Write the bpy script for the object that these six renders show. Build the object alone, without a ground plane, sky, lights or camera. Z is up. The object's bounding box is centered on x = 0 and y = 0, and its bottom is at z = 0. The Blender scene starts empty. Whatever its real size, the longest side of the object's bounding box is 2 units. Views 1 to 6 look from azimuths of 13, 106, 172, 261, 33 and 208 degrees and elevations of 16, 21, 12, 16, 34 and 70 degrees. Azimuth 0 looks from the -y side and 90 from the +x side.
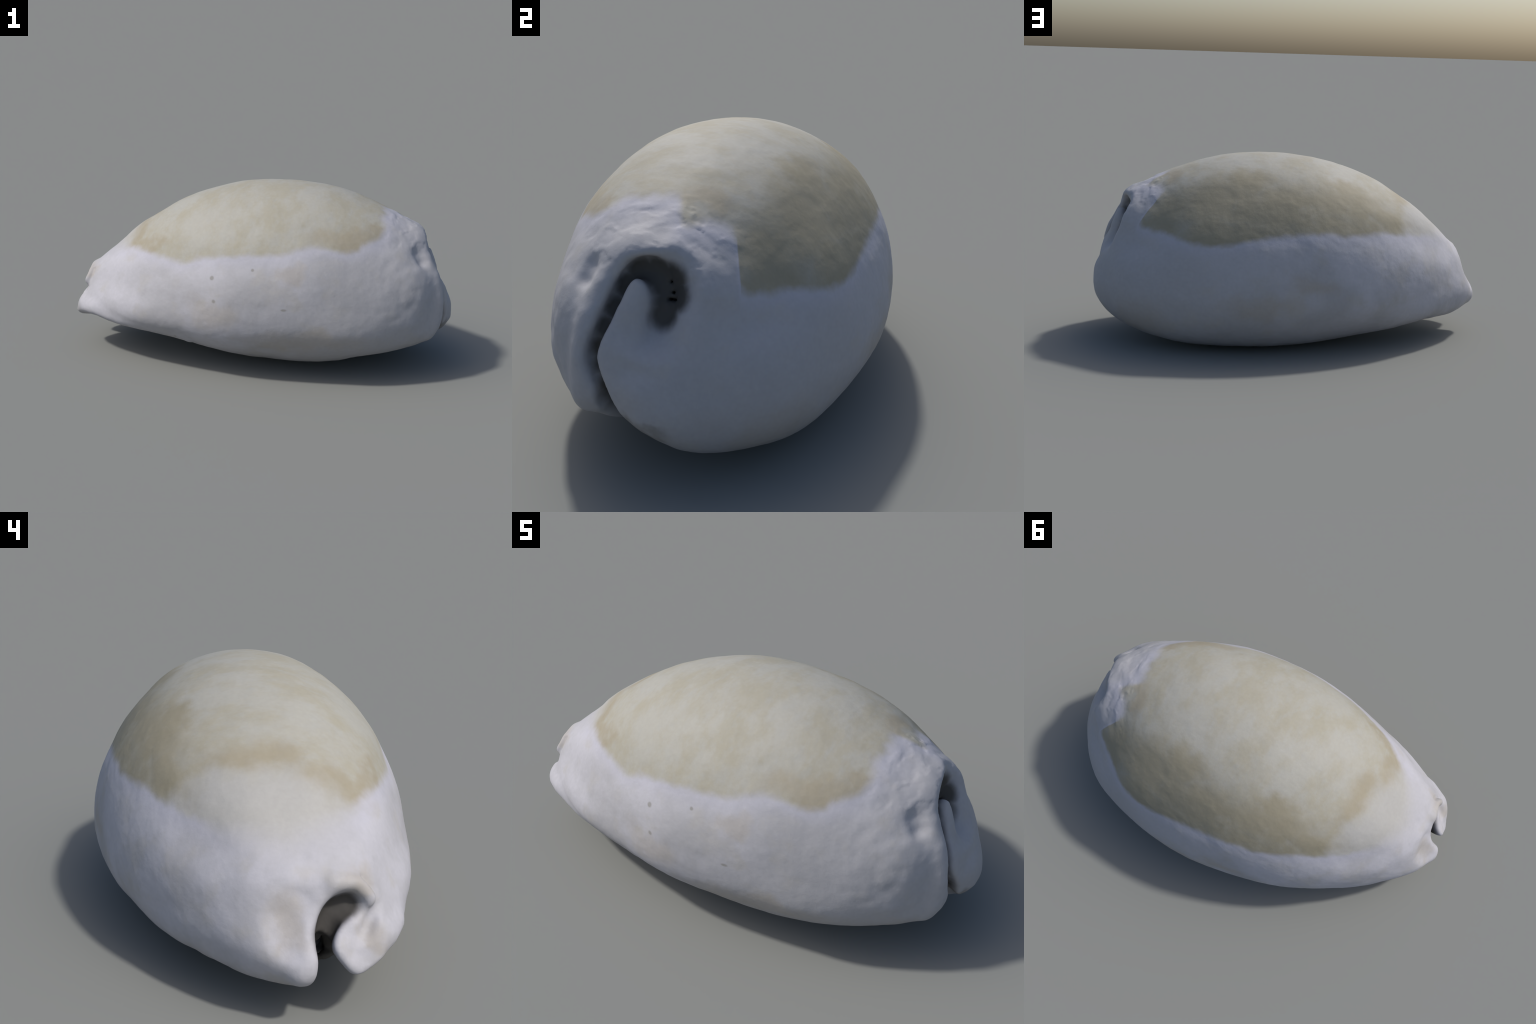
"""A weathered cowrie shell lying on its aperture: one smooth body evaluated as a
signed-distance field (meridian ribs, then grooves, folds and teeth are carved and
fused with it), meshed, and split into its anatomical parts."""
import bpy, bmesh, math
import numpy as np
from mathutils import Vector, noise as mnoise

# ------------------------------------------------------------------ dimensions
CENTRE = np.array([0.02, -0.01, 0.42])
HALF = np.array([1.0, 0.56, 0.48])   # half length, half width, half height of the plain egg
# Meridian ribs: size of the surface relative to the plain egg.  Rows run from the spire end (+x, 0 deg)
# to the siphonal end (-x, 180 deg); columns go round the long axis in 22.5 degree steps,
# starting at the columellar side (+y), then the back (+z), the outer-lip side (-y), the base (-z).
RIBS = [
    [0.942, 0.942, 0.942, 0.942, 0.942, 0.942, 0.942, 0.942, 0.942, 0.942, 0.942, 0.942, 0.942, 0.942, 0.942, 0.942],
    [0.939, 0.923, 0.912, 0.904, 0.906, 0.918, 0.936, 0.951, 0.960, 0.968, 0.976, 0.984, 0.991, 0.991, 0.978, 0.958],
    [0.955, 0.934, 0.933, 0.931, 0.934, 0.946, 0.964, 0.984, 0.985, 0.994, 1.012, 1.012, 1.029, 1.054, 1.028, 0.986],
    [0.981, 0.927, 0.946, 0.970, 1.001, 1.005, 0.993, 1.005, 1.003, 1.023, 1.049, 1.015, 1.036, 1.099, 1.077, 1.035],
    [1.005, 0.949, 0.949, 0.978, 1.026, 1.036, 1.005, 0.984, 0.994, 1.038, 1.034, 0.987, 1.027, 1.104, 1.134, 1.083],
    [1.006, 0.981, 0.970, 1.014, 1.047, 1.056, 1.017, 0.977, 0.986, 1.048, 1.016, 0.941, 0.971, 1.060, 1.155, 1.091],
    [1.011, 0.958, 0.970, 1.031, 1.068, 1.073, 1.018, 0.992, 0.986, 1.024, 0.996, 0.912, 0.906, 0.997, 1.117, 1.096],
    [1.004, 0.950, 0.964, 1.019, 1.059, 1.057, 1.011, 0.981, 0.990, 1.019, 0.961, 0.888, 0.876, 0.953, 1.082, 1.084],
    [0.976, 0.948, 0.956, 1.001, 1.023, 1.020, 0.993, 0.965, 0.995, 1.031, 0.948, 0.858, 0.843, 0.928, 1.043, 1.047],
    [0.953, 0.916, 0.928, 0.947, 0.966, 0.973, 0.954, 0.932, 0.970, 1.025, 0.928, 0.855, 0.860, 0.925, 1.009, 1.025],
    [0.925, 0.885, 0.889, 0.892, 0.905, 0.915, 0.915, 0.905, 0.952, 1.050, 0.947, 0.860, 0.895, 0.933, 1.023, 0.994],
    [0.904, 0.858, 0.854, 0.856, 0.853, 0.874, 0.876, 0.900, 0.943, 1.063, 1.070, 0.964, 0.966, 0.986, 1.031, 0.959],
    [0.886, 0.844, 0.841, 0.838, 0.834, 0.852, 0.852, 0.898, 0.947, 1.054, 1.158, 1.128, 1.103, 1.075, 1.017, 0.934],
    [0.883, 0.854, 0.843, 0.835, 0.831, 0.841, 0.865, 0.918, 0.974, 1.035, 1.093, 1.105, 1.096, 1.062, 0.995, 0.928],
    [0.905, 0.885, 0.871, 0.861, 0.860, 0.869, 0.892, 0.921, 0.949, 0.968, 0.978, 0.981, 0.980, 0.971, 0.952, 0.928],
    [0.914, 0.914, 0.914, 0.914, 0.914, 0.914, 0.914, 0.914, 0.914, 0.914, 0.914, 0.914, 0.914, 0.914, 0.914, 0.914],
]
STEP = 0.0078                       # grid spacing of the distance field

# Grooves: (x, y, z, depth below the surface, radius); each point is dropped onto the body.
ANAL_CANAL = [                      # slit at the spire end curling over into the round pit
    (0.925, -0.104, 0.205, 0.10, 0.036), (0.946, -0.116, 0.260, 0.07, 0.033),
    (0.958, -0.133, 0.322, 0.044, 0.025), (0.945, -0.155, 0.380, 0.040, 0.022),
    (0.928, -0.158, 0.429, 0.044, 0.020), (0.925, -0.140, 0.504, 0.044, 0.020),
    (0.903, -0.120, 0.558, 0.044, 0.021), (0.873, -0.095, 0.615, 0.052, 0.026),
    (0.844, -0.060, 0.658, 0.060, 0.034), (0.846, -0.006, 0.657, 0.068, 0.045),
    (0.866,  0.030, 0.624, 0.068, 0.048), (0.890,  0.036, 0.580, 0.060, 0.044),
    (0.908,  0.030, 0.545, 0.054, 0.042), (0.922,  0.012, 0.512, 0.030, 0.034), (0.934, -0.012, 0.485, 0.010, 0.028)]
LIP_CREST = [                       # edge of the outer lip along that slit
    (.880, -.142, .595), (.924, -.163, .519), (.945, -.172, .456), (.954, -.186, .396),
    (.951, -.188, .335), (.940, -.192, .280), (.915, -.198, .240)]
PIT_DISH = [(0.848, 0.042, 0.648, 0.034, 0.07), (0.874, 0.058, 0.605, 0.034, 0.07), (0.90, 0.055, 0.565, 0.016, 0.08), (0.93, 0.02, 0.50, 0.014, 0.08), (0.945, -0.035, 0.50, 0.010, 0.05)]
SIPHON_CANAL = [                    # slit between the two siphonal lobes, curling to the right
    (-0.930, -0.088, 0.165, 0.14, 0.026), (-0.965, -0.088, 0.205, 0.13, 0.022),
    (-0.985, -0.085, 0.234, 0.12, 0.020), (-0.973, -0.081, 0.268, 0.11, 0.022),
    (-0.951, -0.086, 0.305, 0.10, 0.028), (-0.930, -0.107, 0.342, 0.085, 0.034),
    (-0.915, -0.138, 0.365, 0.075, 0.038), (-0.912, -0.172, 0.374, 0.06, 0.034),
    (-0.918, -0.192, 0.358, 0.035, 0.028)]
LOBE_FACE = [(-0.960, -0.185, 0.300, 0.012, 0.09), (-0.975, -0.195, 0.250, 0.010, 0.08)]   # flattened front of the outer lobe
SIPHON_FOLD = [                     # crease behind the curled edge of the outer lobe
    (-0.920, -0.266, 0.345, 0.006, 0.018), (-0.940, -0.244, 0.318, 0.030, 0.017),
    (-0.957, -0.222, 0.292, 0.036, 0.017), (-0.974, -0.192, 0.268, 0.022, 0.016), (-0.978, -0.175, 0.25, 0.010, 0.016)]
LOBE_DIMPLE = [(-0.896, 0.034, 0.338, 0.007, 0.06), (-0.92, 0.025, 0.28, 0.003, 0.06)]
SIPHON_NICK = [(-0.873, -0.220, 0.428, 0.004, 0.010), (-0.883, -0.243, 0.403, 0.006, 0.010), (-0.90, -0.262, 0.37, 0.003, 0.012)]
# the narrow mouth along the base, from one canal to the other: (x, y, depth, radius)
APERTURE = [(-0.93, -0.09, .11, .024), (-0.80, -0.115, .11, .024), (-0.6, -0.125, .14, .024),
            (-0.3, -0.105, .18, .022), (0.0, -0.075, .18, .020), (0.3, -0.06, .18, .020),
            (0.55, -0.06, .17, .021), (0.74, -0.065, .15, .030), (0.83, -0.075, .15, .048), (0.91, -0.090, .13, .052)]
PINHOLES = [(0.858, 0.042, 0.640), (0.874, 0.048, 0.612), (0.887, 0.036, 0.592), (0.885, 0.056, 0.594)]
COAT_EDGE = [                       # height of the coat's edge for each bearing round the shell
    (-180, .515), (-165, .555), (-150, .590), (-136, .586), (-123, .577), (-118, .600), (-107, .622),
    (-90, .644), (-78, .650), (-66, .667), (-57, .688), (-48, .696), (-42, .677), (-36, .681),
    (-32, .703), (-27, .717), (-21, .755), (-16, .797), (-11, .814), (-3, .822), (0.5, .806), (3, .775),
    (11, .760), (14, .743), (16, .700), (17.7, .590), (23, .584), (30, .576), (38, .553), (44, .542),
    (52, .548), (66, .576), (80, .592), (100, .598), (115, .588), (132, .592), (148, .568), (165, .545), (180, .515)]

# ------------------------------------------------------------------ body surface from the ribs
def spline_weights(f):
    return (-.5*f + f*f - .5*f**3, 1 - 2.5*f*f + 1.5*f**3, .5*f + 2*f*f - 1.5*f**3, -.5*f*f + .5*f**3)

def dense_ribs(nu=361, nv=720):
    r = np.array(RIBS); n, m = r.shape
    u = np.linspace(0, n - 1, nu); i = np.clip(np.floor(u).astype(int), 0, n - 2); w = spline_weights(u - i)
    a = 0
    for k in range(4):
        j = np.abs(i + k - 1); j = np.where(j > n - 1, 2*(n - 1) - j, j)
        a = a + w[k][:, None]*r[j]
    v = np.arange(nv + 1)*m/nv; i = np.floor(v).astype(int); w = spline_weights(v - i)
    b = 0
    for k in range(4):
        b = b + w[k][None, :]*a[:, (i + k - 1) % m]
    # soften the splines a little along the meridian
    for _ in range(12):
        b[1:-1] = .25*b[:-2] + .5*b[1:-1] + .25*b[2:]
    return b
DENSE = dense_ribs()

def body(p):
    d = (p - CENTRE)/HALF
    n = np.sqrt((d*d).sum(-1)) + 1e-9
    u = np.arccos(np.clip(d[..., 0]/n, -1, 1))/np.pi*(DENSE.shape[0] - 1)
    v = (np.arctan2(d[..., 2], d[..., 1]) % (2*np.pi))/(2*np.pi)*(DENSE.shape[1] - 1)
    i = np.clip(u.astype(int), 0, DENSE.shape[0] - 2); j = np.clip(v.astype(int), 0, DENSE.shape[1] - 2)
    f, g = u - i, v - j
    r = (DENSE[i, j]*(1-f) + DENSE[i+1, j]*f)*(1-g) + (DENSE[i, j+1]*(1-f) + DENSE[i+1, j+1]*f)*g
    return (n - r)*np.sqrt(((d*HALF)**2).sum(-1))/n

def body_normal(p, e=0.015):
    g = np.stack([body(p + np.eye(3)[k]*e) - body(p - np.eye(3)[k]*e) for k in range(3)], -1)
    return g/np.linalg.norm(g, axis=-1, keepdims=True)

def on_body(p):
    d = p - CENTRE
    n = np.linalg.norm(d, axis=-1, keepdims=True)
    return CENTRE + d/n*(n - body(p)[..., None])                  # slides along the ray from the centre

def below(x, y):
    """point of the base straight under (x, y)"""
    z = np.linspace(-0.1, 0.45, 1101)
    f = body(np.stack([np.full_like(z, x), np.full_like(z, y), z], -1))
    k = np.argmax(f < 0) if (f < 0).any() else 500
    return np.array([x, y, z[k]])

def resample(pts, step):
    pts = np.asarray(pts, float); out = []
    for k in range(len(pts) - 1):
        q = [pts[max(k-1, 0)], pts[k], pts[k+1], pts[min(k+2, len(pts)-1)]]
        m = max(1, int(np.linalg.norm(q[2][:3] - q[1][:3])/step))
        for t in np.arange(m)/m:
            w = spline_weights(t); out.append(sum(w[a]*q[a] for a in range(4)))
    out.append(pts[-1])
    return np.array(out)

# ------------------------------------------------------------------ distance field
LOW, HIGH = np.array([-1.06, -0.66, -0.07]), np.array([1.07, 0.66, 1.0])
NX, NY, NZ = [int(v) for v in np.ceil((HIGH - LOW)/STEP)]
AX = [LOW[k] + STEP*np.arange(n) for k, n in enumerate((NX, NY, NZ))]

def smax(a, b, k):
    h = np.maximum(k - np.abs(a - b), 0)/k
    return np.maximum(a, b) + h*h*k*.25

def smin(a, b, k):
    return -smax(-a, -b, k)

def box(lo, hi):
    s = []
    for k, n in enumerate((NX, NY, NZ)):
        a = max(0, int((lo[k] - LOW[k])/STEP) - 1); b = min(n, int((hi[k] - LOW[k])/STEP) + 3)
        s.append(slice(a, max(a + 1, b)))
    return tuple(s)

def grid_points(s):
    return np.stack(np.meshgrid(AX[0][s[0]], AX[1][s[1]], AX[2][s[2]], indexing='ij'), -1)

def capsule(p, a, b, ra, rb):
    ab = b - a; t = np.clip(((p - a)@ab)/(ab@ab + 1e-12), 0, 1)
    q = p - a - t[..., None]*ab
    return np.sqrt((q*q).sum(-1)) - (ra + (rb - ra)*t)

def chain_field(caps, margin):
    lo = np.min([np.minimum(a - ra, b - rb) for a, b, ra, rb in caps], 0) - margin
    hi = np.max([np.maximum(a + ra, b + rb) for a, b, ra, rb in caps], 0) + margin
    S = box(lo, hi); P = grid_points(S)
    G = np.full(P.shape[:3], 1.0)
    for a, b, ra, rb in caps:
        l = np.minimum(a - ra, b - rb) - margin; h = np.maximum(a + ra, b + rb) + margin
        s = box(l, h); t = tuple(slice(max(0, s[k].start - S[k].start), s[k].stop - S[k].start) for k in range(3))
        G[t] = np.minimum(G[t], capsule(P[t], a, b, ra, rb))
    return S, G

def groove(points, step=0.012, out=0.06, flare=1.0):
    """walls of a groove that stands on the body: one capsule per step, from above the surface inward"""
    caps = []
    for x, y, z, depth, r in resample(points, step):
        p = on_body(np.array([x, y, z])); n = body_normal(p)
        caps.append((p + n*out, p - n*(depth - r), r*flare, r))        # floor lies `depth` below the surface
    return caps

def carve(F, caps, k):
    S, G = chain_field(caps, k + .03)
    F[S] = smax(F[S], -G, k)

def fuse(F, caps, k):
    S, G = chain_field(caps, k + .03)
    F[S] = smin(F[S], G, k)

V = lambda *a: np.array(a, float)
full = (slice(0, NX), slice(0, NY), slice(0, NZ))
F = np.empty((NX, NY, NZ))
for i in range(0, NX, 16):
    s = (slice(i, min(NX, i + 16)), slice(0, NY), slice(0, NZ))
    F[s] = body(grid_points(s))
g = np.gradient(F, STEP)
F /= np.clip(np.sqrt(g[0]**2 + g[1]**2 + g[2]**2), .6, 3)
del g
F -= .002

# the siphonal end is undercut: its base rises toward the tip and slopes from the outer edge inward
edge_x, edge_y, edge_h = [-1.1, -.97, -.88, -.82, -.75, -.65, -.5, -.3, -.2, 1.2], [-.20, -.22, -.325, -.36, -.38, -.41, -.44, -.47, -.48, -.5], \
    [.165, .168, .211, .215, .200, .188, .182, .165, .06, -.2]

def undercut(F):
    k = int((-.15 - LOW[0])/STEP)
    low = np.interp(AX[0][:k], edge_x, edge_h)[:, None] - .37*(AX[1][None, :] - np.interp(AX[0][:k], edge_x, edge_y)[:, None])
    F[:k] = smax(F[:k], .93*(low[:, :, None] - AX[2][None, None, :]), .03)
    # so does the base at the spire end, up toward the edge of the outer lip
    k = int((.05 - LOW[0])/STEP)
    xx, yy = np.meshgrid(AX[0][k:], AX[1], indexing='ij')
    side = .64*xx + .77*yy
    low = -.070 - .284*(.64*yy - .77*xx) - np.maximum(0, side - .68) - 2*np.maximum(0, .06 - side)
    F[k:] = smax(F[k:], .96*(low[:, :, None] - AX[2][None, None, :]), .02)
undercut(F)
# callused shoulder over the spire pit
shoulder = [on_body(np.array(q)) for q in ((.81, -.08, .71), (.80, .03, .70), (.84, .12, .63))]
shoulder = [(q - .047*body_normal(q)) for q in shoulder]
fuse(F, [(a, b, .055, .055) for a, b in zip(shoulder[:-1], shoulder[1:])], .07)
# foot and swelling of the columella beside the spire-end slit, with a small knob
fuse(F, [(V(.932, .024, .235), V(.928, .046, .228), .032, .034)], .05)
fuse(F, [(V(.936, -.008, .335), V(.942, .004, .275), .036, .036)], .05)
fuse(F, [(V(.93, .01, .255), V(.975, .014, .258), .03, .016)], .02)
crest = [V(x - .028, y - .012, z) for x, y, z in LIP_CREST]
fuse(F, [(a, b, .031, .031) for a, b in zip(crest[:-1], crest[1:])], .045)
# thick edge of the outer lip toward the siphonal end, and the rolled rim of its canal
edge = [V(x, y + .034, z + .034) for x, y, z in zip(edge_x[2:8], edge_y[2:8], edge_h[2:8])]
fuse(F, [(a, b, .036, .036) for a, b in zip(edge[:-1], edge[1:])], .04)
fuse(F, [(V(-.90, -.255, .25), V(-.932, -.226, .222), .04, .036)], .04)
rim = [on_body(np.array(q)) for q in ((-.885, -.13, .43), (-.885, -.20, .415), (-.900, -.238, .37), (-.925, -.240, .335), (-.950, -.212, .300))]
rim = [q - .012*body_normal(q) for q in rim]
fuse(F, [(a, b, .026, .026) for a, b in zip(rim[:-1], rim[1:])], .03)
# siphonal lobes reach a little past the body
fuse(F, [(V(-.86, -.01, .21), V(-.957, -.020, .182), .05, .034)], .06)
flank = [on_body(np.array(q)) for q in ((-.70, .20, .15), (-.82, .12, .14), (-.92, .03, .14))]
flank = [q - .067*body_normal(q) for q in flank]
fuse(F, [(a, b, .050, .050) for a, b in zip(flank[:-1], flank[1:])], .06)
fuse(F, [(V(-.86, -.19, .22), V(-.950, -.185, .200), .05, .040)], .06)
# ridge of the tongue beside the spire-end slit

aperture_pts = []
for x, y, depth, r in APERTURE:
    q = below(x, y); aperture_pts.append((q[0], q[1], q[2], depth, r))
aperture_caps = groove(aperture_pts, .014)
anal_caps = groove(ANAL_CANAL, .008)
siphon_caps = groove(SIPHON_CANAL, .008)
carve(F, groove(PIT_DISH, .02), .05)
carve(F, aperture_caps, .03)
carve(F, anal_caps, .020)
carve(F, [(V(.927, -.116, .259), V(.897, -.035, .170), .032, .046), (V(.897, -.035, .170), V(.840, -.02, .07), .046, .06)], .02)   # open notch at its foot
carve(F, groove(LOBE_FACE, .02), .04)
carve(F, siphon_caps, .034)
# rounded tongue between the slit and the pit
tongue = [(V(.888, -.056, .45), V(.880, -.060, .54), .044, .029), (V(.880, -.060, .54), V(.855, -.054, .608), .028, .022)]
fuse(F, tongue, .03)
# the gap between the siphonal lobes flares open toward the base
gap = []
for x in np.arange(-1.03, -.80, .012):
    h = below(min(max(x, -.96), -.5), -.10)[2]
    y = -.088 - .2*max(0, x + .96)
    rise = .05*min(1, max(0, (x + .96)/.12))
    gap.append((V(x, y - .004, h + .075 + rise), V(x, y - .046, h - .05 + rise), .011, .058 - .12*max(0, x + .94)))
carve(F, gap, .025)
carve(F, groove(SIPHON_FOLD, .006), .022)
carve(F, groove(LOBE_DIMPLE, .02), .04)
carve(F, groove(SIPHON_NICK, .006), .012)
carve(F, groove([(.850, -.220, .645, .012, .030), (.846, -.226, .612, .014, .030)], .01), .03)      # dent on the outer-lip shoulder
for q in PINHOLES:
    q = on_body(np.array(q)); d = body_normal(q)
    carve(F, [(q - .045*d, q - .11*d, .008, .005)], .008)

# teeth: low ridges that run from the aperture out over both lips
teeth = {'outer': [], 'inner': []}
path = resample(aperture_pts, .002)
arc = np.concatenate([[0], np.cumsum(np.linalg.norm(np.diff(path[:, :3], axis=0), axis=1))])
rng = np.random.default_rng(5)
for side, sy in (('outer', -1), ('inner', 1)):
    s = .16
    while s < arc[-1] - .13:
        k = int(np.searchsorted(arc, s)); q = path[k, :3]
        length = (.075 if sy < 0 else .10) * rng.uniform(.8, 1.15)
        if side == 'inner' and q[0] > .5: length *= 1.5
        p0 = on_body(below(q[0], q[1] + sy*.022)); p1 = on_body(below(q[0] + rng.uniform(-.01, .01), q[1] + sy*(.022 + length)))
        p0 = p0 - body_normal(p0)*.022; p1 = p1 - body_normal(p1)*.012
        teeth[side].append((p0, p1, .024, .012))
        s += .056 * rng.uniform(.88, 1.12)
for side in teeth:
    fuse(F, teeth[side], .014)
undercut(F)

# ------------------------------------------------------------------ surface nets
def surface_nets(F):
    inside = F < 0
    n = np.array(F.shape) - 1
    cnt = np.zeros(n, np.int8); acc = np.zeros((*n, 3), np.float32)
    for ax in range(3):
        o = [a for a in range(3) if a != ax]
        A = F[tuple(slice(0, -1) if a == ax else slice(None) for a in range(3))]
        B = F[tuple(slice(1, None) if a == ax else slice(None) for a in range(3))]
        cr = (A < 0) != (B < 0)
        idx = np.argwhere(cr); t = A[cr]/(A[cr] - B[cr])
        pos = idx.astype(np.float32); pos[:, ax] += t
        for da in (0, 1):
            for db in (0, 1):
                c = idx.copy(); c[:, o[0]] -= da; c[:, o[1]] -= db
                ok = ((c >= 0) & (c < n)).all(1); c = c[ok]
                np.add.at(cnt, tuple(c.T), 1); np.add.at(acc, tuple(c.T), pos[ok])
    cells = cnt > 0
    ids = np.full(n, -1, np.int64); ids[cells] = np.arange(cells.sum())
    verts = acc[cells]/cnt[cells][:, None]
    quads = []
    for ax in range(3):
        o = [(ax + 1) % 3, (ax + 2) % 3]
        A = inside[tuple(slice(0, -1) if a == ax else slice(None) for a in range(3))]
        B = inside[tuple(slice(1, None) if a == ax else slice(None) for a in range(3))]
        for sign in (1, 0):
            idx = np.argwhere((A != B) & (A == bool(sign)))
            q = []
            for da, db in ((1, 1), (0, 1), (0, 0), (1, 0)):
                c = idx.copy(); c[:, o[0]] -= da; c[:, o[1]] -= db
                q.append(ids[tuple(c.T)])
            q = np.stack(q, 1)
            quads.append(q if sign else q[:, ::-1])
    return verts.astype(float), np.concatenate(quads)

def sample(F, v):
    i = np.clip(np.floor(v).astype(int), 0, np.array(F.shape) - 2); f = v - i; r = 0
    for a in (0, 1):
        for b in (0, 1):
            for c in (0, 1):
                w = (f[:, 0] if a else 1-f[:, 0])*(f[:, 1] if b else 1-f[:, 1])*(f[:, 2] if c else 1-f[:, 2])
                r = r + w*F[i[:, 0]+a, i[:, 1]+b, i[:, 2]+c]
    return r

def largest_piece(verts, quads):
    lab = np.arange(len(verts))
    while True:
        m = lab[quads].min(1); new = lab.copy()
        for k in range(4): np.minimum.at(new, quads[:, k], m)
        new = new[new]
        if (new == lab).all(): break
        lab = new
    keep = lab == np.bincount(lab).argmax()
    remap = np.cumsum(keep) - 1
    return verts[keep], remap[quads[keep[quads[:, 0]]]]

verts, quads = largest_piece(*surface_nets(F))
edges = np.unique(np.sort(np.concatenate([quads[:, [k, (k+1) % 4]] for k in range(4)]), 1), axis=0)
deg = np.bincount(edges.ravel(), minlength=len(verts))[:, None]

def smooth(v, w):
    s = np.zeros_like(v)
    for c in range(v.shape[1]):
        s[:, c] = np.bincount(edges[:, 0], v[edges[:, 1], c], len(v)) + np.bincount(edges[:, 1], v[edges[:, 0], c], len(v))
    return v + w*(s/deg - v)

def normals(v):
    n = np.cross(v[quads[:, 2]] - v[quads[:, 0]], v[quads[:, 3]] - v[quads[:, 1]])
    out = np.zeros_like(v)
    for c in range(3):
        for k in range(4): out[:, c] += np.bincount(quads[:, k], n[:, c], len(v))
    return out/(np.linalg.norm(out, axis=1, keepdims=True) + 1e-12)

for _ in range(4):
    verts = smooth(verts, .5)
    n = normals(verts)
    verts = verts - n*np.clip(sample(F, verts)/STEP, -.5, .5)[:, None]
verts = LOW + verts*STEP

# ------------------------------------------------------------------ relief
def bell(p, c, r):
    d = (p - np.array(c))/np.array(r)
    return np.exp(-np.clip((d*d).sum(1), 0, 30)**1.5)

def field(p, scale, seed, octaves=2):
    o = Vector((seed*7.1, seed*3.7, seed*5.3)); out = np.empty(len(p))
    for k, q in enumerate(p):
        out[k] = mnoise.fractal(Vector(q)*scale + o, 1.0, 2.0, octaves)
    return out

n = normals(verts)
def cells(p, scale, seed):
    """flakes: flat-ish chips with sharp steps between them"""
    o = Vector((seed*1.7, seed*2.9, seed*4.1)); out = np.empty(len(p))
    for k, q in enumerate(p):
        w = Vector(q)*scale + o
        w = w + mnoise.noise_vector(w*1.3)*.5
        d, pts = mnoise.voronoi(w)
        out[k] = mnoise.cell(pts[0]*7.3) - .5*d[0]
    return out

spire_mask = np.maximum(bell(verts, (.745, -.03, .72), (.17, .26, .14)), bell(verts, (.80, .12, .655), (.09, .09, .07)))
spire_mask *= verts[:, 2] > .4
lip_mask = bell(verts, (.80, -.30, .48), (.20, .20, .30))
height = .0018*field(verts, 5, 1, 2) + .0012*field(verts, 15, 2, 3)
height += lip_mask*(.0055*field(verts, 11, 3, 2))
height += spire_mask*(.0055*field(verts*np.array([1, .6, 1]), 13, 4, 2) + .0017*cells(verts*np.array([1, .6, 1]), 24, 5))
verts = verts + n*height[:, None]
verts[:, 2] = np.where(verts[:, 2] < .006, .006*np.exp((verts[:, 2] - .006)/.006), verts[:, 2])   # worn flat where it rests
verts[:, 2] -= verts[:, 2].min()
print("EXTENT", verts.min(0), verts.max(0), len(verts))
n = normals(verts)

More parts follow.
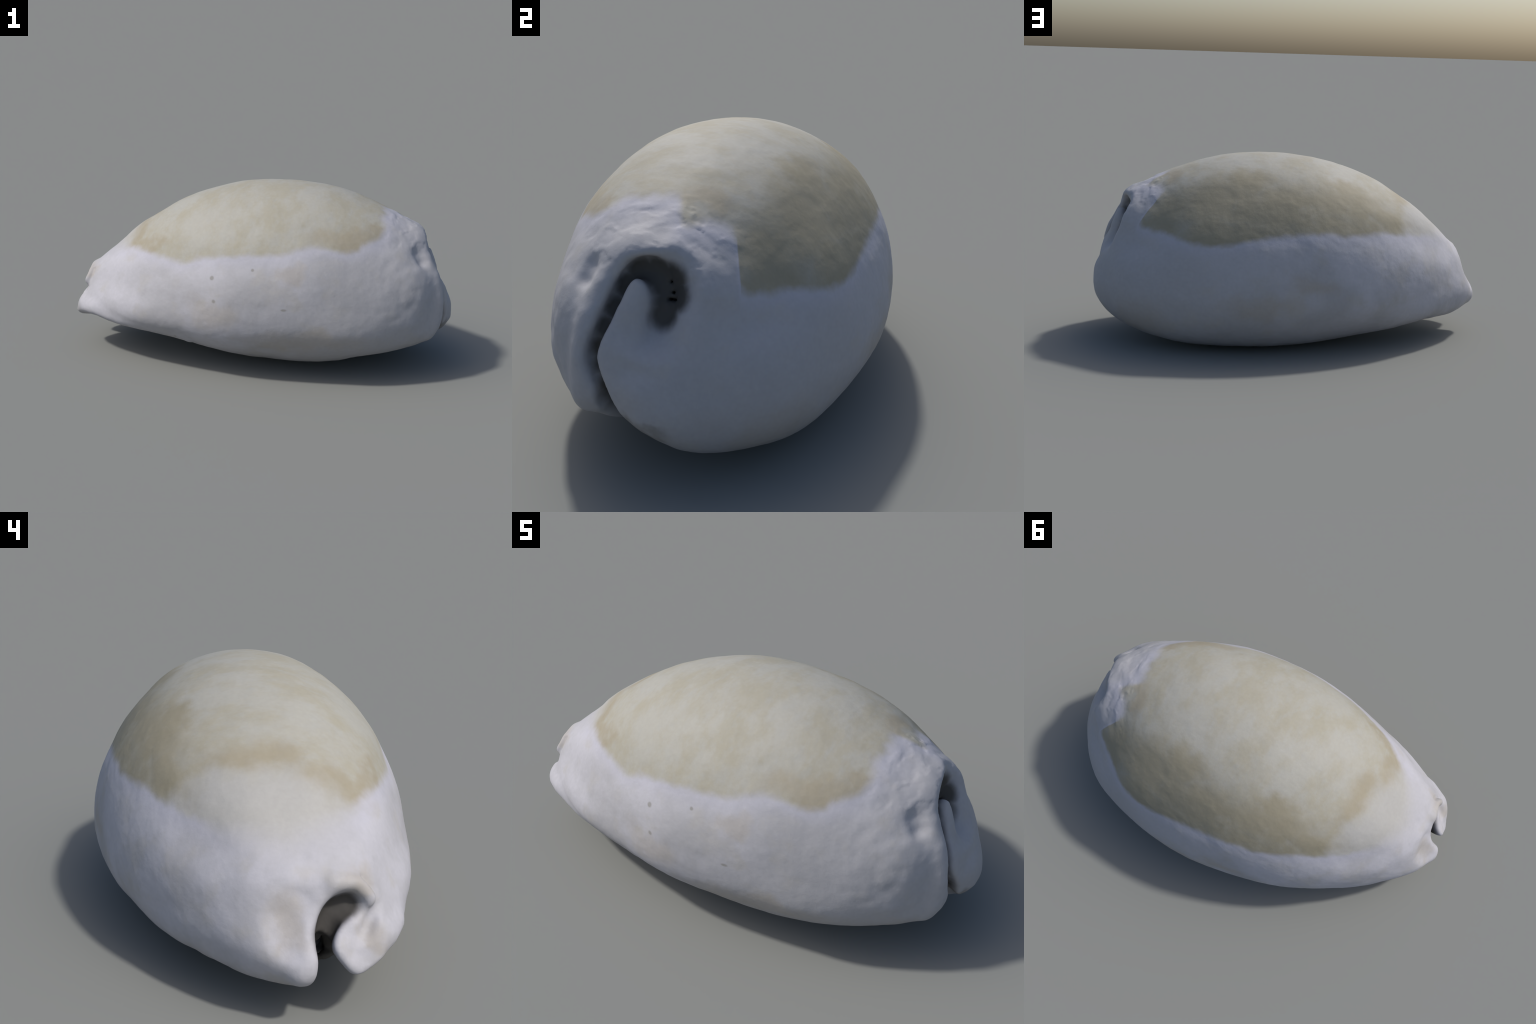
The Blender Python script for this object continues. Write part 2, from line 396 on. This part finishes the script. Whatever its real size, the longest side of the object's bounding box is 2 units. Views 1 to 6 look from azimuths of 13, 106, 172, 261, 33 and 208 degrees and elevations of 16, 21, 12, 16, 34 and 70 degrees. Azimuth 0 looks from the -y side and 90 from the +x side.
# ------------------------------------------------------------------ material
def shell_material():
    m = bpy.data.materials.new("weathered_shell"); m.use_nodes = True
    t = m.node_tree; t.nodes.clear()
    N, L = t.nodes.new, t.links.new
    def put(sock, v):
        if isinstance(v, bpy.types.NodeSocket): L(v, sock)
        else: sock.default_value = v
    def math_(op, a, b=0.0, c=0.0, clamp=False):
        x = N('ShaderNodeMath'); x.operation = op; x.use_clamp = clamp
        put(x.inputs[0], a); put(x.inputs[1], b); put(x.inputs[2], c); return x.outputs[0]
    def step_(v, lo, hi):
        x = N('ShaderNodeMapRange'); x.interpolation_type = 'SMOOTHSTEP'
        put(x.inputs['Value'], v); put(x.inputs['From Min'], lo); put(x.inputs['From Max'], hi); return x.outputs['Result']
    def mix(f, a, b, mode='MIX'):
        x = N('ShaderNodeMix'); x.data_type = 'RGBA'; x.blend_type = mode
        put(x.inputs[0], f); put(x.inputs[6], a); put(x.inputs[7], b); return x.outputs[2]
    def rgb(r, g, b): return (r, g, b, 1.0)
    tc = N('ShaderNodeTexCoord'); P = tc.outputs['Object']
    def noise_(scale, detail=3.0, rough=.55, vec=None, dist=0.0):
        x = N('ShaderNodeTexNoise'); L(vec or P, x.inputs['Vector'])
        x.inputs['Scale'].default_value = scale; x.inputs['Detail'].default_value = detail
        x.inputs['Roughness'].default_value = rough; x.inputs['Distortion'].default_value = dist; return x
    # warped position, so that patches get ragged rims
    nz = noise_(9, 4); nz2 = noise_(3.2, 2)
    def vm(op, a, b, s=None):
        x = N('ShaderNodeVectorMath'); x.operation = op; put(x.inputs[0], a); put(x.inputs[1], b)
        if s is not None: x.inputs['Scale'].default_value = s
        return x.outputs['Value'] if op in ('DISTANCE', 'LENGTH') else x.outputs[0]
    w1 = vm('SCALE', vm('SUBTRACT', nz.outputs['Color'], (.5, .5, .5)), (0, 0, 0), .16)
    w2 = vm('SCALE', vm('SUBTRACT', nz2.outputs['Color'], (.5, .5, .5)), (0, 0, 0), .16)
    W = vm('ADD', vm('ADD', P, w1), w2)
    WD = vm('ADD', P, vm('SCALE', vm('SUBTRACT', noise_(26, 3).outputs['Color'], (.5, .5, .5)), (0, 0, 0), .018))
    def spot(c, r, soft=.6, warp=True):
        d = vm('DIVIDE', vm('SUBTRACT', W if warp else P, c), r if isinstance(r, tuple) else (r, r, r))
        return math_('SUBTRACT', 1.0, step_(vm('LENGTH', d, (0, 0, 0)), 1 - soft, 1 + soft))
    def union(*s):
        o = s[0]
        for k in s[1:]: o = math_('MAXIMUM', o, k)
        return o
    sep = N('ShaderNodeSeparateXYZ'); L(P, sep.inputs[0]); X, Y, Z = sep.outputs
    # --- edge of the coat: its height as a curve over the bearing round the shell
    az = math_('DIVIDE', math_('ADD', math_('ARCTAN2', Y, X), math.pi), 2*math.pi)
    fc = N('ShaderNodeFloatCurve'); cv = fc.mapping.curves[0]
    pts = [((a + 180)/360, z) for a, z in COAT_EDGE]
    cv.points[0].location = pts[0]; cv.points[-1].location = pts[-1]
    for q in pts[1:-1]: cv.points.new(*q)
    for q in cv.points: q.handle_type = 'AUTO_CLAMPED'
    fc.mapping.update(); L(az, fc.inputs['Value'])
    above = math_('SUBTRACT', Z, fc.outputs['Value'])
    wob = math_('MULTIPLY', math_('SUBTRACT', noise_(14, 3).outputs['Fac'], .5), .035)
    above = math_('ADD', above, wob)
    front = step_(X, -.62, -.80)                      # toward the siphonal end the edge fades out
    width = math_('ADD', math_('MULTIPLY_ADD', noise_(4, 2).outputs['Fac'], .03, .004), math_('MULTIPLY', front, .07))
    coat = step_(above, math_('MULTIPLY', width, -1.0), width)
    # --- coat colours
    streaky = N('ShaderNodeMapping'); L(P, streaky.inputs['Vector']); streaky.inputs['Scale'].default_value = (1.0, .55, .8)
    mott = noise_(8, 5, .62, streaky.outputs[0]); mott2 = noise_(24, 4, .65, streaky.outputs[0])
    pale = mix(step_(mott.outputs['Fac'], .38, .66), rgb(*COL['coat_pale']), rgb(*COL['coat_warm']))
    pale = mix(math_('MULTIPLY', step_(mott2.outputs['Fac'], .45, .75), .45), pale, rgb(*COL['coat_grey']))
    band = union(spot((.37, .36, .72), (.30, .16, .16)), spot((.08, .40, .70), (.30, .14, .13)),
                 spot((-.22, .35, .70), (.26, .14, .12)), spot((-.44, .31, .63), (.16, .12, .10)),
                 spot((.62, .27, .62), (.16, .15, .13)), spot((.30, .46, .58), (.42, .10, .10)),
                 spot((-.18, .44, .60), (.36, .10, .09)),
                 spot((.26, .29, .82), (.17, .08, .08), .55), spot((-.22, .26, .79), (.13, .07, .06), .55))
    band = math_('MULTIPLY', band, step_(noise_(5.2, 4, .6).outputs['Fac'], .14, .42))
    streak = union(spot((-.53, .08, .70), (.07, .10, .08)), spot((-.56, -.03, .72), (.055, .09, .07)),
                   spot((-.60, -.16, .66), (.055, .10, .07)), spot((-.62, -.24, .62), (.06, .08, .05)),
                   spot((.63, .08, .80), (.06, .09, .05)), spot((.50, -.35, .71), (.17, .12, .06)),
                   spot((.60, -.27, .75), (.06, .06, .04)),
                   spot((-.52, -.30, .61), (.10, .05, .04)))
    c = mix(math_('MULTIPLY', band, .9), pale, rgb(*COL['stain_olive']))
    c = mix(math_('MULTIPLY', streak, .65), c, rgb(*COL['stain_tan']))
    # ahead of the tan streak the coat thins to a greyish white
    thin = step_(math_('SUBTRACT', math_('MULTIPLY_ADD', Y, -.27, X), math_('MULTIPLY', math_('SUBTRACT', noise_(10, 3).outputs['Fac'], .5), .16)), -.56, -.67)
    fade = math_('MULTIPLY', thin, .85)
    c = mix(fade, c, rgb(*COL['coat_front']))
    # --- white margin and base
    wn = noise_(3.4, 4, .6)
    white = mix(step_(wn.outputs['Fac'], .38, .68), rgb(*COL['white']), rgb(*COL['white_grey']))
    ends = step_(math_('ADD', X, math_('MULTIPLY', math_('SUBTRACT', nz2.outputs['Fac'], .5), .9)), -.35, .55)
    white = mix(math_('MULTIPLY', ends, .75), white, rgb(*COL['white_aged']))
    white = mix(math_('MULTIPLY', step_(noise_(8, 4).outputs['Fac'], .52, .72), .5), white, rgb(*COL['white_warm']))
    rim = math_('SUBTRACT', 1.0, step_(math_('ABSOLUTE', above), .0, .075))
    white = mix(math_('MULTIPLY', rim, .65), white, rgb(*COL['lilac']))
    buff = union(spot((-.915, .03, .31), (.06, .05, .09)), spot((.233, -.523, .564), (.05, .06, .05)),
                 spot((-.955, -.225, .27), (.05, .05, .05)), spot((-.86, -.20, .43), (.06, .05, .04)),
                 spot((.20, .54, .27), (.16, .12, .05)), spot((-.02, .55, .37), (.10, .10, .05)), spot((.30, -.50, .24), (.30, .10, .05)),
                 spot((-.10, -.54, .36), (.12, .08, .06)), spot((.75, .32, .18), (.14, .14, .08)))
    white = mix(math_('MULTIPLY', buff, .45), white, rgb(*COL['buff']))
    specks = union(spot((-.139, -.526, .531), .0105, .4, False), spot((-.121, -.556, .424), .010, .4, False),
                   spot((.061, -.525, .587), .008, .4, False), spot((-.342, -.471, .199), .009, .4, False),
                   spot((.223, -.562, .408), (.014, .02, .006), .4, False))
    white = mix(math_('MULTIPLY', specks, .45), white, rgb(*COL['speck']))
    col = mix(coat, white, c)
    # --- occlusion darkness painted into the colour of both canals and the pit
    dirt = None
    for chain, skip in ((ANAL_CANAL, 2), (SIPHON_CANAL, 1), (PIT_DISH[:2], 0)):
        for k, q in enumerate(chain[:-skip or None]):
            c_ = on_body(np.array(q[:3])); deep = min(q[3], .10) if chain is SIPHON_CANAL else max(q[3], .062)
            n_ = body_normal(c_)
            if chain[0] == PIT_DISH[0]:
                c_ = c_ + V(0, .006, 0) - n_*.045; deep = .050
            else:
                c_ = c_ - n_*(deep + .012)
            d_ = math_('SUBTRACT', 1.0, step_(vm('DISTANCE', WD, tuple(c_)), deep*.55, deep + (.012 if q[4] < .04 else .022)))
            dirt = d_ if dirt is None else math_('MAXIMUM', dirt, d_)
    inner = math_('SUBTRACT', 1.0, step_(vm('DISTANCE', WD, (-.79, -.125, .155)), .05, .085))  # blackens a lit bump inside the slit to look shadowed
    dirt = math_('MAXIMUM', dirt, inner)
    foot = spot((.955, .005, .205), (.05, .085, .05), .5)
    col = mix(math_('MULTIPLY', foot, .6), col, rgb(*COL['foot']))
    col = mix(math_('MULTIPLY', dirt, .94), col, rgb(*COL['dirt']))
    fine = noise_(60, 3, .6)
    col = mix(.10, col, mix(fine.outputs['Fac'], rgb(.2, .2, .2), rgb(.9, .9, .9)), 'OVERLAY')
    b = N('ShaderNodeBsdfPrincipled'); L(col, b.inputs['Base Color'])
    L(math_('ADD', .55, math_('MULTIPLY', mott.outputs['Fac'], .2)), b.inputs['Roughness'])
    b.inputs['Specular IOR Level'].default_value = .25
    bump = N('ShaderNodeBump'); bump.inputs['Strength'].default_value = .25; bump.inputs['Distance'].default_value = .004
    L(noise_(38, 4, .6).outputs['Fac'], bump.inputs['Height']); L(bump.outputs[0], b.inputs['Normal'])
    o = N('ShaderNodeOutputMaterial'); L(b.outputs[0], o.inputs[0])
    return m

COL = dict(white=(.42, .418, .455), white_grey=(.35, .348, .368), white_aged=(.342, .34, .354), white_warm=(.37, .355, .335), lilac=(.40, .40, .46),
           coat_pale=(.34, .333, .297), coat_warm=(.315, .298, .24), coat_grey=(.335, .338, .32), coat_front=(.36, .355, .345),
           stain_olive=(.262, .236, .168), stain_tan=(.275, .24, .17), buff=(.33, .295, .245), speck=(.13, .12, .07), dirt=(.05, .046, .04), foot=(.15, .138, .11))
MAT = shell_material()

# ------------------------------------------------------------------ split into anatomical parts
fc = verts[quads].mean(1)

def caps_distance(p, caps):
    out = np.full(len(p), 9.0)
    for a, b, ra, rb in caps:
        s = np.where((np.abs(p - (a + b)/2) < np.abs(a - b)/2 + .15).all(1))[0]
        if len(s): out[s] = np.minimum(out[s], capsule(p[s], a, b, ra, rb))
    return out

edge_z = np.interp(np.degrees(np.arctan2(fc[:, 1], fc[:, 0])), [a for a, _ in COAT_EDGE], [z for _, z in COAT_EDGE])
slit_y = np.interp(fc[:, 0], [a[0] for a in APERTURE], [a[1] for a in APERTURE])
part = np.full(len(fc), 'callus', dtype=object)
depth_in = body(fc)
part[(fc[:, 1] < slit_y)] = 'outer_lip'
part[(fc[:, 1] >= slit_y) & (fc[:, 1] < slit_y + .17) & (fc[:, 2] < .33)] = 'inner_lip'
part[fc[:, 2] > edge_z] = 'dorsum'
part[(fc[:, 0] > .60) & (fc[:, 2] > .62) & (fc[:, 2] <= edge_z)] = 'spire'
part[caps_distance(fc, anal_caps) < .010] = 'anal_canal'
part[caps_distance(fc, siphon_caps) < .010] = 'siphonal_canal'
part[(caps_distance(fc, aperture_caps) < .008) & (depth_in < -.03)] = 'aperture'

root = bpy.data.objects.new("cowrie_shell", None)
root.empty_display_size = .2
root["label"] = "weathered white cowrie shell with tan back and curled canals"
root["category"] = "cowrie shell"
bpy.context.scene.collection.objects.link(root)

def make_part(name, faces, parent):
    used, inv = np.unique(quads[faces].ravel(), return_inverse=True)
    me = bpy.data.meshes.new(name)
    me.from_pydata(verts[used].tolist(), [], inv.reshape(-1, 4).tolist())
    me.materials.append(MAT)
    me.polygons.foreach_set('use_smooth', np.ones(len(me.polygons), bool))
    me.normals_split_custom_set_from_vertices(n[used].tolist())
    ob = bpy.data.objects.new(name, me); ob.parent = parent
    bpy.context.scene.collection.objects.link(ob)
    return ob

tooth_of = {}
for side in teeth:
    for k, cap in enumerate(teeth[side]):
        lo = np.minimum(cap[0], cap[1]) - .04; hi = np.maximum(cap[0], cap[1]) + .04
        s = np.where(((fc > lo) & (fc < hi)).all(1))[0]
        tooth_of[(side, k)] = s[(capsule(fc[s], *cap) < .0035) & (part[s] != 'dorsum')]
for (side, k), s in tooth_of.items():
    part[s] = 'tooth_%s_%d' % (side, k)
parts = {}
for name in ('dorsum', 'callus', 'outer_lip', 'inner_lip', 'spire', 'anal_canal', 'siphonal_canal', 'aperture'):
    s = np.where(part == name)[0]
    if len(s): parts[name] = make_part(name, s, root)
for (side, k) in tooth_of:
    s = np.where(part == 'tooth_%s_%d' % (side, k))[0]
    if len(s) > 8: make_part('tooth', s, parts[side + '_lip'])
    elif len(s): make_part('tooth', s, parts[side + '_lip'])
